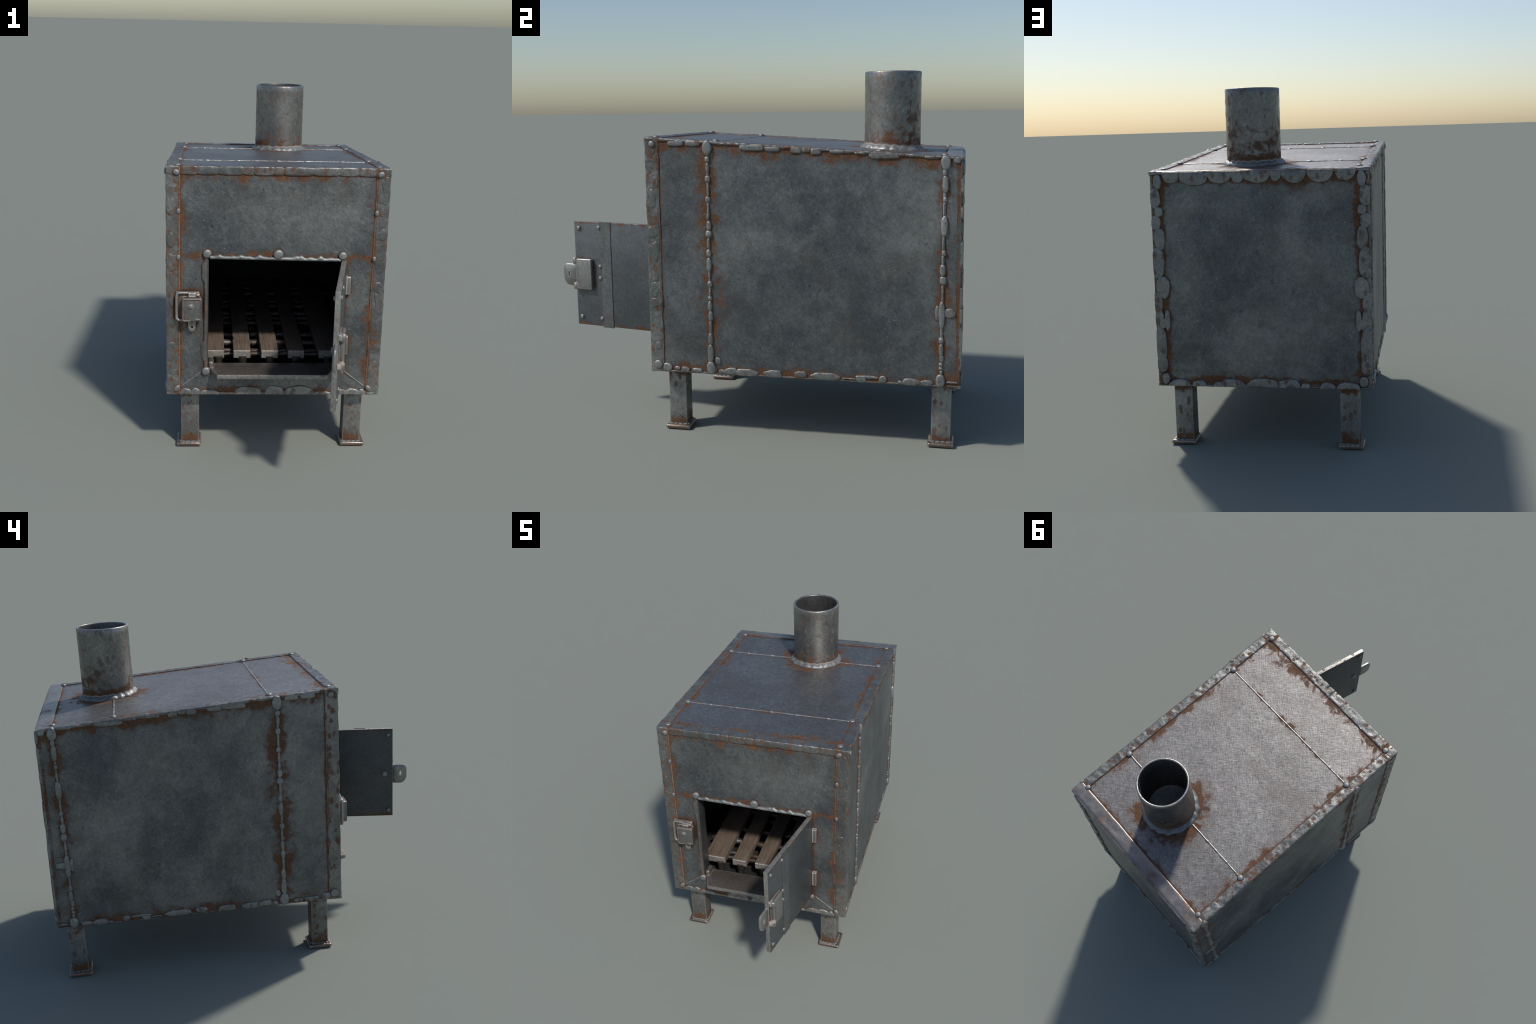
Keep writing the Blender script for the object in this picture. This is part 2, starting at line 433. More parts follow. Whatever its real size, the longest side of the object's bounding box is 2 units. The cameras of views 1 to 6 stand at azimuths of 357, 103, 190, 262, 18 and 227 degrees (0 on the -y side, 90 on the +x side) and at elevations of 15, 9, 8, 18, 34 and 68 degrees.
# ------------------------------------------------------------------ top level
stove = bpy.data.objects.new("wood_stove", None)
stove.empty_display_size = 0.3
bpy.context.scene.collection.objects.link(stove)
stove["label"] = "rusty welded steel box wood stove with open door"
stove["category"] = "wood stove"


# ------------------------------------------------------------------ wall panels
def panel(name, P, N, u0, u1, v0, v1, parent, mats, hole=None, step=0.009, dent=0.0012, seed=0.0, solid=WALL):
    """Sheet with a slightly dented outer skin.  P(u, v) is the outer surface, N the outward normal."""
    def ticks(a, b, cuts):
        ks = sorted([a, b] + [c for c in cuts if a < c < b])
        out = [a]
        for p, q in zip(ks, ks[1:]):
            n = max(1, round((q - p) / step))
            out += [p + (q - p) * i / n for i in range(1, n + 1)]
        return out
    us = ticks(u0, u1, hole[:2] if hole else ())
    vs = ticks(v0, v1, hole[2:] if hole else ())
    g = Geo()
    N = V(N)
    outer, inner, cells = {}, {}, set()
    for i in range(len(us) - 1):
        for j in range(len(vs) - 1):
            cu, cv = (us[i] + us[i + 1]) / 2, (vs[j] + vs[j + 1]) / 2
            if hole and hole[0] < cu < hole[1] and hole[2] < cv < hole[3]:
                continue
            cells.add((i, j))

    def vo(i, j):
        if (i, j) not in outer:
            p = V(P(us[i], vs[j]))
            d = dent * fbm(p, 7, 3, seed) + dent * 0.25 * fbm(p, 40, 2, seed)
            outer[i, j] = g.vert(p + N * d)
            inner[i, j] = g.vert(p - N * solid)
        return outer[i, j], inner[i, j]
    for i, j in cells:
        q = [vo(i, j), vo(i + 1, j), vo(i + 1, j + 1), vo(i, j + 1)]
        g.face([a for a, _ in q], 0)
        g.face([b for _, b in reversed(q)], 1)
        for (di, dj), (a, b) in (((0, -1), (0, 1)), ((1, 0), (1, 2)), ((0, 1), (2, 3)), ((-1, 0), (3, 0))):
            if (i + di, j + dj) not in cells:
                g.face((q[a][0], q[b][0], q[b][1], q[a][1]), 0)
    return add(name, g.mesh(name, mats, 35), parent)


fire = Geo()
soft_box(fire, (-HX + 0.03, YF + 0.08, ZB + 0.0215), (HX - 0.03, YB - 0.03, ZB + 0.03), 0.003)
firebox = add("firebox", fire.mesh("firebox", [M_inside]), stove)   # ash floor; the walls hang on it

ix = HX - INSET
front = panel("front_panel", lambda u, v: (u, YF + INSET, v), (0, -1, 0), -ix, ix, ZB + INSET, ZTF - INSET, firebox,
              [M_front, M_inside], hole=(OP["x0"], OP["x1"], OP["z0"], OP["z1"]), dent=0.0022, seed=1)
ys0, ys1 = YF + INSET + WALL + 0.0005, YB - INSET - WALL - 0.0005
zlo = ZB + INSET
BACK_LEAN = 0.012        # the back wall leans out a little towards the bottom


def yback(z):
    return YB + BACK_LEAN * (ztop(YB) - z) / (ztop(YB) - ZB)


def side_panel(sgn):
    nu, nv = 140, 110
    g = Geo()
    oi = {}
    for i in range(nu + 1):
        for j in range(nv + 1):
            y = ys0 + (ys1 - ys0) * i / nu
            z = zlo + (ztop(y) - INSET - zlo) * j / nv
            y += (yback(z) - YB) * i / nu
            p = V((ix, y, z))
            d = 0.0016 * fbm(p, 6, 3, 4) + 0.0003 * fbm(p, 40, 2, 4)
            oi[i, j] = (g.vert((sgn * (ix + d), y, z)), g.vert((sgn * (ix - WALL), y, z)))
    for i in range(nu):
        for j in range(nv):
            q = [oi[i, j], oi[i + 1, j], oi[i + 1, j + 1], oi[i, j + 1]]
            g.face([a for a, _ in q], 0)
            g.face([b for _, b in q], 1)
            for cond, a, b in ((j == 0, 0, 1), (i == nu - 1, 1, 2), (j == nv - 1, 2, 3), (i == 0, 3, 0)):
                if cond:
                    g.face((q[a][0], q[b][0], q[b][1], q[a][1]), 0)
    return add("side_panel", g.mesh("side_panel", [M_side, M_inside], 35), firebox)


for sgn in (1, -1):
    side_panel(sgn)
panel("back_panel", lambda u, v: (u, yback(v) - INSET, v), (0, 1, 0), -ix, ix, ZB + INSET, ZTB - INSET, firebox, [M_back, M_inside], dent=0.002, seed=7)
panel("top_panel", lambda u, v: (u, v, ztop(v) - INSET), slope, -ix + WALL, ix - WALL, YF + INSET + WALL, YB - INSET - WALL, firebox, [M_top, M_inside], dent=0.0007, seed=9)
panel("bottom_panel", lambda u, v: (u, v, ZB + INSET), (0, 0, -1), -ix + WALL, ix - WALL, YF + INSET + WALL, YB - INSET - WALL, firebox, [M_leg, M_inside], step=0.03, seed=12)


# ------------------------------------------------------------------ edge strips (folded angle)
def edge_strip(name, p0, p1, a, b, wa, wb, mat, lift=0.0, lump=0.0012, seed=0.0, thick=0.0075, r=0.006, step=0.006, relief=None):
    """Angle strip along the box edge p0-p1.  a and b point inwards along the two faces;
    wa(s), wb(s) give the width on each face at arc length s."""
    p0, p1, a, b = V(p0), V(p1), V(a).normalized(), V(b).normalized()
    L = (p1 - p0).length
    n = max(8, int(L / step))
    out = -(a + b)
    rings = []
    for i in range(n + 1):
        s = L * i / n
        c = p0 + (p1 - p0) * (i / n) - a * lift - b * lift
        A, B = wa(s), wb(s)
        pts = []

        def flank(w, d, nrm):      # from inner lip to corner; d runs along the face, nrm is outward
            e = min(0.005, w * 0.3)
            prof = [(w, -thick), (w, -thick * 0.35), (w - e * 0.3, -thick * 0.1), (w - e, 0.0)]
            m = max(2, int((w - e - r) / 0.008))
            prof += [(w - e - (w - e - r) * t / m, 0.0) for t in range(1, m + 1)]
            return [(c + d * q + nrm * h, nrm, 0.25 if h < 0 else 1.0, q) for q, h in prof]
        f1 = flank(A, a, -b)
        f2 = flank(B, b, -a)
        arc = []
        cc = c + (a + b) * r
        for t in (1, 2):
            ang = math.pi / 2 * t / 3
            d = -b * math.cos(ang) - a * math.sin(ang)
            arc.append((cc + d * r, d, 1.0, 0.0))
        row = f1 + arc + list(reversed(f2))
        for p, nrm, k, q in row:
            h = lump * k * (fbm(p, 28, 3, seed) * 1.0)
            if relief:
                h += relief(s, q) * k
            pts.append(p + nrm * h)
        pts.append(c + (a + b) * thick)      # hidden inside corner closes the section
        rings.append(pts)
    # resample so every ring has the same count (widths change the count)
    m = max(len(x) for x in rings)
    fixed = []
    for ring in rings:
        body, last = ring[:-1], ring[-1]
        if len(body) < m - 1:
            res = []
            acc = [0.0]
            for u, w in zip(body, body[1:]):
                acc.append(acc[-1] + (w - u).length)
            for q in range(m - 1):
                d = acc[-1] * q / (m - 2)
                kx = 0
                while kx < len(acc) - 2 and acc[kx + 1] < d:
                    kx += 1
                f = (d - acc[kx]) / max(1e-9, acc[kx + 1] - acc[kx])
                res.append(body[kx].lerp(body[kx + 1], min(1, f)))
            body = res
        fixed.append(body + [last])
    g = Geo()
    g.loft(fixed, cap0=True, cap1=True)
    return add(name, g.mesh(name, [mat], 50), firebox)


def wavy(w, amp, freq, seed):
    """Constant-count width: slow wobble around w."""
    return lambda s: w + amp * (noise.noise(V((s * freq, seed, 0))) + 0.5 * noise.noise(V((s * freq * 2.3, seed + 5, 0))))


def blocks(w, bulge, cuts, depth=0.003):
    """Strip hammered into blocks: width bellies out in each block, a groove marks each cut."""
    def span(s):
        for p, q in zip(cuts, cuts[1:]):
            if p <= s <= q:
                return (s - p) / (q - p), q - p
        return 0.5, 1.0

    def width(s):
        t, _ = span(s)
        return w + bulge * (1 - abs(2 * t - 1) ** 5) - bulge
    def relief(s, q):
        d = min(abs(s - c) for c in cuts[1:-1])
        return -depth * (1 - sstep(0.0, 0.007, d))
    return width, relief


for sgn in (1, -1):
    # front vertical corners
    edge_strip("corner_strip", (sgn * HX, YF, ZB + 0.002), (sgn * HX, YF, ZTF - 0.004), (-sgn, 0, 0), (0, 1, 0),
               wavy(0.064, 0.002, 9, 3), wavy(0.066, 0.006, 13, 8), M_strip, seed=2, lump=0.0022)
    # top side edges
    edge_strip("rim_strip", (sgn * HX, YF + 0.004, ztop(YF + 0.004)), (sgn * HX, YB - 0.004, ztop(YB - 0.004)), (-sgn, 0, 0), -slope,
               wavy(0.052, 0.0025, 12, 20), wavy(0.014, 0.006, 16, 22), M_strip, lift=0.001, seed=5, lump=0.0026)
    # back vertical corners: narrow fold
    edge_strip("corner_strip", (sgn * HX, yback(ZB + 0.002), ZB + 0.002), (sgn * HX, YB, ZTB - 0.004), (-sgn, 0, 0), (0, -1, 0),
               wavy(0.030, 0.006, 14, 31), wavy(0.0075, 0.001, 12, 33), M_strip, seed=8, lump=0.0016, lift=-0.0028)
    # bottom side edges
    edge_strip("rim_strip", (sgn * HX, YF + 0.004, ZB), (sgn * HX, yback(ZB) - 0.004, ZB), (-sgn, 0, 0), (0, 0, 1),
               wavy(0.02, 0.002, 9, 41), wavy(0.010, 0.003, 12, 43), M_strip, lift=-0.0008, seed=11)
# front top, hammered into blocks
cuts = [0.0, 0.062, 0.138, 0.231, 0.346, 0.392, 0.482, 0.523, 0.658, 0.775, 0.860, 1.006]
bw, br = blocks(0.040, 0.006, cuts)
edge_strip("rim_strip", (-HX + 0.003, YF, ZTF), (HX - 0.003, YF, ZTF), (0, 0, -1), (0, slope.z, slope.y * -1),
           bw, wavy(0.055, 0.003, 11, 51), M_strip, lift=0.0018, seed=14, relief=br, lump=0.0024)
# back top: smooth bent flap
edge_strip("rim_strip", (-HX + 0.003, YB, ZTB), (HX - 0.003, YB, ZTB), (0, -slope.z, slope.y), (0, 0, -1),
           wavy(0.075, 0.002, 8, 61), wavy(0.016, 0.003, 12, 63), M_flap, lift=0.0018, seed=17, lump=0.0012, r=0.010)
# bottom front and back
edge_strip("rim_strip", (-HX + 0.003, YF, ZB), (HX - 0.003, YF, ZB), (0, 0, 1), (0, 1, 0),
           wavy(0.012, 0.003, 12, 71), wavy(0.02, 0.002, 9, 73), M_strip, lift=0.0008, seed=20)
edge_strip("rim_strip", (-HX + 0.003, yback(ZB), ZB), (HX - 0.003, yback(ZB), ZB), (0, 0, 1), (0, -1, 0),
           wavy(0.010, 0.003, 12, 75), wavy(0.02, 0.002, 9, 77), M_strip, lift=0.0008, seed=23)


# ------------------------------------------------------------------ rivets and weld beads
def rivet_mesh(name, mat, seg=24):
    g = Geo()
    prof = [(1.0, -0.35), (1.0, 0.18), (0.97, 0.42), (0.88, 0.66), (0.70, 0.85), (0.42, 0.96), (0.14, 1.0)]
    g.loft([[(r * math.cos(2 * math.pi * i / seg), r * math.sin(2 * math.pi * i / seg), h) for i in range(seg)] for r, h in prof],
           cap0=True, cap1=True)
    return g.mesh(name, [mat], 60)


RIVET = rivet_mesh("rivet", M_rivet)


def rivet(parent, pos, u, v, r, h, ry=None, spin=0.0, name="rivet"):
    m = frame(pos, u, v) @ Matrix.Rotation(spin, 4, "Z") @ Matrix.Diagonal((r, ry or r, h, 1))
    return add(name, RIVET, parent, m)


def bead(parent, mx, u, v, w, h, thick, mat=None, swell=1.1, square=2.6, rough=0.10, cut=None, lo=None, hi=None, name="weld_bead"):
    """Flattened drop of weld metal: rounded outline, soft shoulder, nearly flat crown."""
    seed = rng.uniform(0, 100)
    w, h = w * swell, h * swell
    seg = max(18, min(44, int((w + h) / 0.0045)))
    g = Geo()
    outl = []
    for i in range(seg):
        a = 2 * math.pi * i / seg
        ca, sa = math.cos(a), math.sin(a)
        rr = 1 + rough * noise.noise(V((ca * 1.6, sa * 1.6, seed)))
        x = math.copysign(abs(ca) ** (2 / square), ca) * w / 2 * rr
        y = math.copysign(abs(sa) ** (2 / square), sa) * h / 2 * rr
        if cut is not None:
            y = min(y, cut * h / 2) if cut > 0 else max(y, cut * h / 2)
        outl.append(V((x, y)))
    e = min(0.0065, 0.32 * min(w, h))
    rings = []
    for ins, z in ((-0.15, -0.4), (0.0, 0.05), (0.10, 0.42), (0.35, 0.74), (0.75, 0.92), (1.3, 1.0), (2.2, 1.06)):
        ring = []
        for p in outl:
            L = max(p.length, 1e-6)
            k = max(0.10, 1 - ins * e / (min(w, h) / 2))
            q = V((p.x, p.y))
            # inset keeps the rim width even: shrink both half axes by the same length
            q.x *= max(0.06, 1 - ins * e / (w / 2)) if w > 0 else 1
            q.y *= max(0.06, 1 - ins * e / (h / 2)) if h > 0 else 1
            zz = z * thick + (0.10 * thick * noise.noise(V((p.x * 130, p.y * 130, seed))) if z > 0.3 else 0)
            b = v + q.y
            if lo is not None and b < lo + 0.0008 * ins:
                b = lo + 0.0008 * ins
            if hi is not None and b > hi - 0.0008 * ins:
                b = hi - 0.0008 * ins
            ring.append((max(-HX + .003, min(HX - .003, u + q.x)) if abs(mx[0][0]) > .5 else u + q.x, b, zz))
        rings.append([mx @ V(p) for p in ring])
    g.loft(rings, cap0=True, cap1=True)
    return add(name, g.mesh(name, [mat or M_weld], 70), parent)


def ridge(name, parent, mx, p, q, r, mat, amp=0.25, lumps=(), step=0.005, squash=0.8):
    """Thin weld run between two points of a face."""
    p, q = V((*p, 0)), V((*q, 0))
    L = (q - p).length
    n = int(L / step)
    seed = rng.uniform(0, 50)
    t = (q - p).normalized(); s = V((-t.y, t.x, 0))
    rings = []
    for i in range(n + 1):
        d = L * i / n
        rr = r * (1 + amp * noise.noise(V((d * 55, seed, 0))) + amp * noise.noise(V((d * 130, seed + 9, 0))))
        rr *= 1 + sum(0.55 * math.exp(-((d - l) / 0.006) ** 2) for l in lumps)
        rr *= min(1.0, 0.3 + min(d, L - d) / 0.012)
        c = p + t * d + s * (0.0012 * noise.noise(V((d * 18, seed + 3, 0))))
        rings.append([mx @ (c + s * (rr * math.cos(a)) + V((0, 0, rr * squash * math.sin(a))))
                      for a in (math.pi * (-0.15 + 1.3 * k / 8) for k in range(9))])
    g = Geo()
    g.loft(rings, close=True, cap0=True, cap1=True)
    return add(name, g.mesh(name, [mat], 70), parent)


# beads down the side seams: (height z, width, length), read from the top down
seam1 = [(1.342, .042, .064), (1.291, .023, .027), (1.253, .017, .043), (1.204, .025, .030), (1.153, .012, .060), (1.112, .023, .027),
         (1.068, .010, .044), (1.033, .014, .028), (.994, .023, .039), (.955, .029, .030), (.911, .013, .044), (.866, .023, .033),
         (.813, .023, .062), (.766, .012, .034), (.723, .024, .028), (.681, .013, .034), (.658, .020, .020), (.621, .020, .046),
         (.574, .022, .046), (.523, .013, .057), (.465, .023, .052), (.396, .028, .081), (.329, .041, .058)]
seam2 = [(1.280, .040, .058), (1.237, .019, .031), (1.188, .025, .072), (1.122, .018, .023), (1.080, .010, .057), (1.010, .029, .080),
         (.937, .011, .068), (.893, .019, .026), (.861, .013, .042), (.819, .025, .048), (.774, .028, .037), (.718, .009, .075),
         (.623, .026, .110), (.548, .011, .043), (.507, .021, .027), (.466, .020, .054), (.428, .018, .033), (.400, .017, .014),
         (.382, .017, .014), (.363, .013, .022), (.327, .039, .055)]
# flat drops along the bottom and top edges of the sides: (y, z, length, height)
side_flat = [(-.352, .320, .045, .035), (-.300, .318, .027, .018), (-.263, .314, .045, .026), (-.208, .313, .047, .021),
             (-.123, .324, .023, .035), (-.105, .363, .026, .035), (-.082, .312, .041, .020), (-.042, .317, .058, .029),
             (.030, .312, .098, .035), (.156, .314, .085, .034), (.283, .319, .056, .031), (.400, .316, .121, .031), (.507, .313, .060, .008),
             (.586, .324, .097, .014), (.559, .312, .043, .031), (.654, .317, .035, .031), (.731, .309, .019, .014), (.778, .313, .074, .031),
             (.847, .313, .052, .025), (.955, .321, .047, .011), (.887, .628, .021, .064), (.938, .630, .050, .037)]
side_top = [(-.284, 1.364, .068, .027), (-.205, 1.363, .062, .027), (.068, 1.343, .104, .026), (.160, 1.337, .065, .021), (.266, 1.334, .046, .031),
            (.311, 1.333, .037, .021), (.354, 1.328, .043, .029), (.447, 1.326, .063, .018), (.544, 1.320, .042, .013), (.650, 1.315, .123, .038),
            (.775, 1.310, .041, .015), (.843, 1.303, .045, .015), (.955, 1.292, .030, .030)]

for sgn in (1, -1):
    mx = frame((sgn * ix, 0, 0), (0, sgn, 0), (0, 0, 1))
    for seam, ypos, skip in ((seam1, SEAM1, ()), (seam2, SEAM2, ())):
        lo, hi = seam[-1][0], seam[0][0]
        ridge("weld_run", firebox, mx, (sgn * ypos, lo), (sgn * ypos, hi), 0.0062, M_weld, amp=0.35)
        for i, (z, w, h) in enumerate(seam):
            end = i in (0, len(seam) - 1)
            bead(firebox, mx, sgn * (ypos + rng.uniform(-.002, .002)), z, w, h, 0.011 if end else 0.0055 + 0.14 * w, square=2.2 if end else 2.6)
    for y, z, w, h in side_flat:
        bead(firebox, mx, sgn * y, z, w, h, 0.0058, M_flat_weld, square=2.4, rough=0.2, lo=ZB + .0015)
    for y, z, w, h in side_top:
        bead(firebox, mx, sgn * y, z, w, h, 0.0062, M_flat_weld, square=3.6, rough=0.12, hi=ztop(y + w / 2) - .002)
    rivet(firebox, (sgn * (HX - 0.001), -.396, 1.361), (0, sgn, 0), (0, 0, 1), .0145, .009)
    rivet(firebox, (sgn * (HX - 0.001), -.395, .332), (0, sgn, 0), (0, 0, 1), .0215, .009)

# back wall: scalloped flats along the top, stacked pebbles down both sides, long flats along the bottom
mxb = frame((0, YB - INSET + BACK_LEAN * 0.5, 0), (-1, 0, 0), (0, 0, 1))


def back_bead(x, z, w, h, thick=0.0085, **kw):
    m = frame((0, yback(z) - INSET, 0), (-1, 0, 0), (0, 0, 1))
    return bead(firebox, m, -x, z, w, h, thick, lo=ZB + .001, hi=ZTB - .003, **kw)


for x, w, h in ((.403, .080, .050), (.295, .131, .060), (.174, .112, .052), (.090, .064, .050), (.003, .130, .054), (-.085, .054, .050),
                (-.167, .108, .057), (-.281, .116, .058), (-.395, .090, .052)):
    back_bead(x, 1.302, w * 1.02, h * 2.0, mat=M_flat_weld, square=2.15, rough=0.10)
col = [(.481, 1.182, .043, .084), (.467, 1.120, .035, .042), (.482, 1.070, .041, .062), (.467, .994, .044, .090), (.480, .883, .052, .125),
       (.461, .766, .056, .089), (.488, .697, .041, .087), (.484, .617, .041, .084), (.446, .613, .024, .087), (.467, .598, .031, .046),
       (.482, .494, .048, .155), (.480, .400, .045, .067)]
for sgn in (1, -1):
    for x, z, w, h in col:
        small = w < 0.036
        back_bead(sgn * x, z, w, h, 0.011 if small else 0.009, mat=M_flat_weld if not small else M_weld, square=2.3, swell=1.2)
    back_bead(sgn * .467, 1.257, .037, .066, 0.012, square=2.1)
    back_bead(sgn * .465, .333, .038, .051, 0.012, square=2.1)
for x, z, w, h in ((.402, .316, .100, .034), (.305, .315, .068, .031), (.212, .311, .050, .026), (.147, .317, .120, .039), (.002, .316, .158, .044), (-.119, .316, .104, .044),
                   (-.197, .308, .043, .027), (-.300, .314, .069, .033), (-.395, .314, .105, .034)):
    back_bead(x, ZB, w, h * 1.85, mat=M_flat_weld, square=2.3)

# front wall
mxf = frame((0, YF + INSET, 0), (1, 0, 0), (0, 0, 1))
for x, z, w, h in ((-.415, .315, .055, .036), (-.368, .314, .046, .036), (-.305, .309, .085, .026), (-.122, .313, .120, .044), (.005, .314, .088, .048),
                   (.122, .312, .140, .046), (.235, .306, .080, .020), (.318, .312, .070, .032), (.378, .312, .075, .034), (.425, .312, .04, .03)):
    bead(firebox, mxf, x, ZB, w, h * 1.7, 0.006, M_flat_weld, square=2.3, rough=0.14, lo=ZB + .001)
for sgn in (1, -1):
    for z in (1.186, .971):
        rivet(firebox, (sgn * .449, YF + 0.001, z), (1, 0, 0), (0, 0, 1), .0098, .007, ry=.013)
    rivet(firebox, (sgn * .458, YF - 0.002, 1.364), (1, 0, 0), (0, 0, 1), .0165, .010, ry=.0135, spin=sgn * 0.5)
    rivet(firebox, (sgn * .457, YF + 0.001, .329), (1, 0, 0), (0, 0, 1), .0185, .009, ry=.0125, spin=sgn * -0.9 + math.pi / 2 * 0)
    ridge("weld_run", firebox, mxf, (sgn * .438, .336), (sgn * .336, .416), 0.0036, M_weld, amp=0.12)

# hammered lumps on the front corner strips
for sgn in (1, -1):
    for face in (0, 1):
        m = frame((0, YF + .0004, 0), (1, 0, 0), (0, 0, 1)) if face == 0 else frame((sgn * (HX - .0004), 0, 0), (0, sgn, 0), (0, 0, 1))
        z = .40
        while z < 1.30:
            h = rng.uniform(.035, .085)
            w = rng.uniform(.024, .044)
            c = sgn * (.476 + rng.uniform(-.008, .008)) if face == 0 else sgn * (YF + .034 + rng.uniform(-.008, .008))
            bead(firebox, m, c, z + h / 2, w, h, rng.uniform(.0012, .0024), M_strip, square=2.3, rough=0.35)
            z += h + rng.uniform(-.005, .09)

# top: two thin seams with rivets at their ends, rivets in the four corners
mxt = frame((0, YF, ZTF), (1, 0, 0), (0, slope.z, -slope.y))


def top_uv(x, y):
    return (x, (y - YF) / slope.z)


mxt_low = mxt @ Matrix.Translation((0, 0, -INSET))
ridge("weld_run", firebox, mxt_low, top_uv(-.445, TSEAM1), top_uv(.445, TSEAM1), 0.0046, M_seam, amp=0.2, lumps=(.12, .27, .46, .60, .77))
ridge("weld_run", firebox, mxt_low, top_uv(-.445, TSEAM2), top_uv(CH.x - .14, TSEAM2), 0.0048, M_seam, amp=0.2, lumps=(.1, .25))
ridge("weld_run", firebox, mxt_low, top_uv(CH.x + .14, TSEAM2), top_uv(.445, TSEAM2), 0.0048, M_seam, amp=0.2)
for sgn in (1, -1):
    for y, r in ((-.391, .016), (TSEAM1, .0160), (TSEAM2 + .001, .0160), (.904, .0145)):
        p = mxt @ V((*top_uv(sgn * .455, y), -0.001))
        rivet(firebox, p, (1, 0, 0), (0, slope.z, -slope.y), r, .010)

# ------------------------------------------------------------------ door opening surround
jamb = Geo()
soft_box(jamb, (OP["x0"] - 0.010, YF + 0.002, OP["z0"]), (OP["x0"] + 0.001, YF + 0.085, OP["z1"] + 0.004), 0.003)
soft_box(jamb, (OP["x1"] - 0.001, YF + 0.006, OP["z0"]), (OP["x1"] + 0.008, YF + 0.085, OP["z1"] + 0.004), 0.003)
add("door_jamb", jamb.mesh("door_jamb", [M_door]), firebox)


def lip(name, pts_in, pts_out, thick, mat):
    """Raised lip on the front wall between an inner straight edge and a wavy outer edge."""
    rings = []
    for (xi, zi), (xo, zo) in zip(pts_in, pts_out):
        ring = []
        for t, h in ((0, -.4), (0, .5), (.12, .9), (.35, 1.05), (.65, 1.0), (.88, .75), (1.0, .3), (1.0, -.4)):
            ring.append((xi + (xo - xi) * t, YF + INSET - h * thick, zi + (zo - zi) * t))
        rings.append(ring)
    g = Geo()
    g.loft(rings, cap0=True, cap1=True)
    return add(name, g.mesh(name, [mat], 60), firebox)


n = 110
zz = [0.425 + (0.985 - 0.425) * i / n for i in range(n + 1)]


def left_w(z):
    w = 0.0165 + 0.0025 * noise.noise(V((z * 40, 1, 0))) + 0.0015 * noise.noise(V((z * 110, 4, 0)))
    w += 0.012 * (sstep(.845, .875, z) - sstep(.935, .96, z)) + 0.013 * (sstep(.462, .49, z) - sstep(.55, .575, z))
    return w


lip("frame_lip", [(OP["x0"] - .0035, z) for z in zz], [(OP["x0"] - .0035 - left_w(z), z) for z in zz], 0.010, M_strip)
xx = [-0.305 + 0.6 * i / n for i in range(n + 1)]
tilt = lambda x: 0.969 - 0.0125 * (x + 0.31)
lump_x = (-.262, -.17, -.075, .09, .115, .20)
lip("frame_lip", [(x, tilt(x) - .004) for x in xx],
    [(x, tilt(x) + 0.0125 + 0.0055 * noise.noise(V((x * 42, 7, 0))) + sum(0.007 * math.exp(-((x - l) / 0.011) ** 2) for l in lump_x)) for x in xx], 0.012, M_weld)
zr = [0.43 + (0.975 - 0.43) * i / n for i in range(n + 1)]
lip("frame_lip", [(OP["x1"] + .001, z) for z in zr], [(OP["x1"] + .013 + 0.0015 * noise.noise(V((z * 40, 11, 0))), z) for z in zr], 0.007, M_strip)
for x, z, r in ((-.318, .991, .0205), (.303, .985, .0200), (.007, .989, .0235), (-.320, .418, .0205), (.318, .418, .015)):
    rivet(firebox, (x, YF - 0.002, z), (1, 0, 0), (0, 0, 1), r, .012)

# ------------------------------------------------------------------ ash ledge
ledge = Geo()
I4 = Matrix.Identity(4)
prism(ledge, [(-.297, -.362), (-.299, -.432), (-.267, -.513), (.247, -.513), (.285, -.432), (.285, -.362)], .4085, .4305, I4, 0.003)
for x0, x1 in ((-.311, -.283), (.281, .304)):
    soft_box(ledge, (x0, -.428, .415), (x1, -.362, .462), 0.012)
lm = ledge.mesh("ash_ledge", [M_ledge, M_dooredge])
for p in lm.polygons:
    if p.normal.z < 0.5 and p.center.y < -0.433:
        p.material_index = 1  # sunlight on the front faces drawn by swapping in a paler steel
add("ash_ledge", lm, stove)

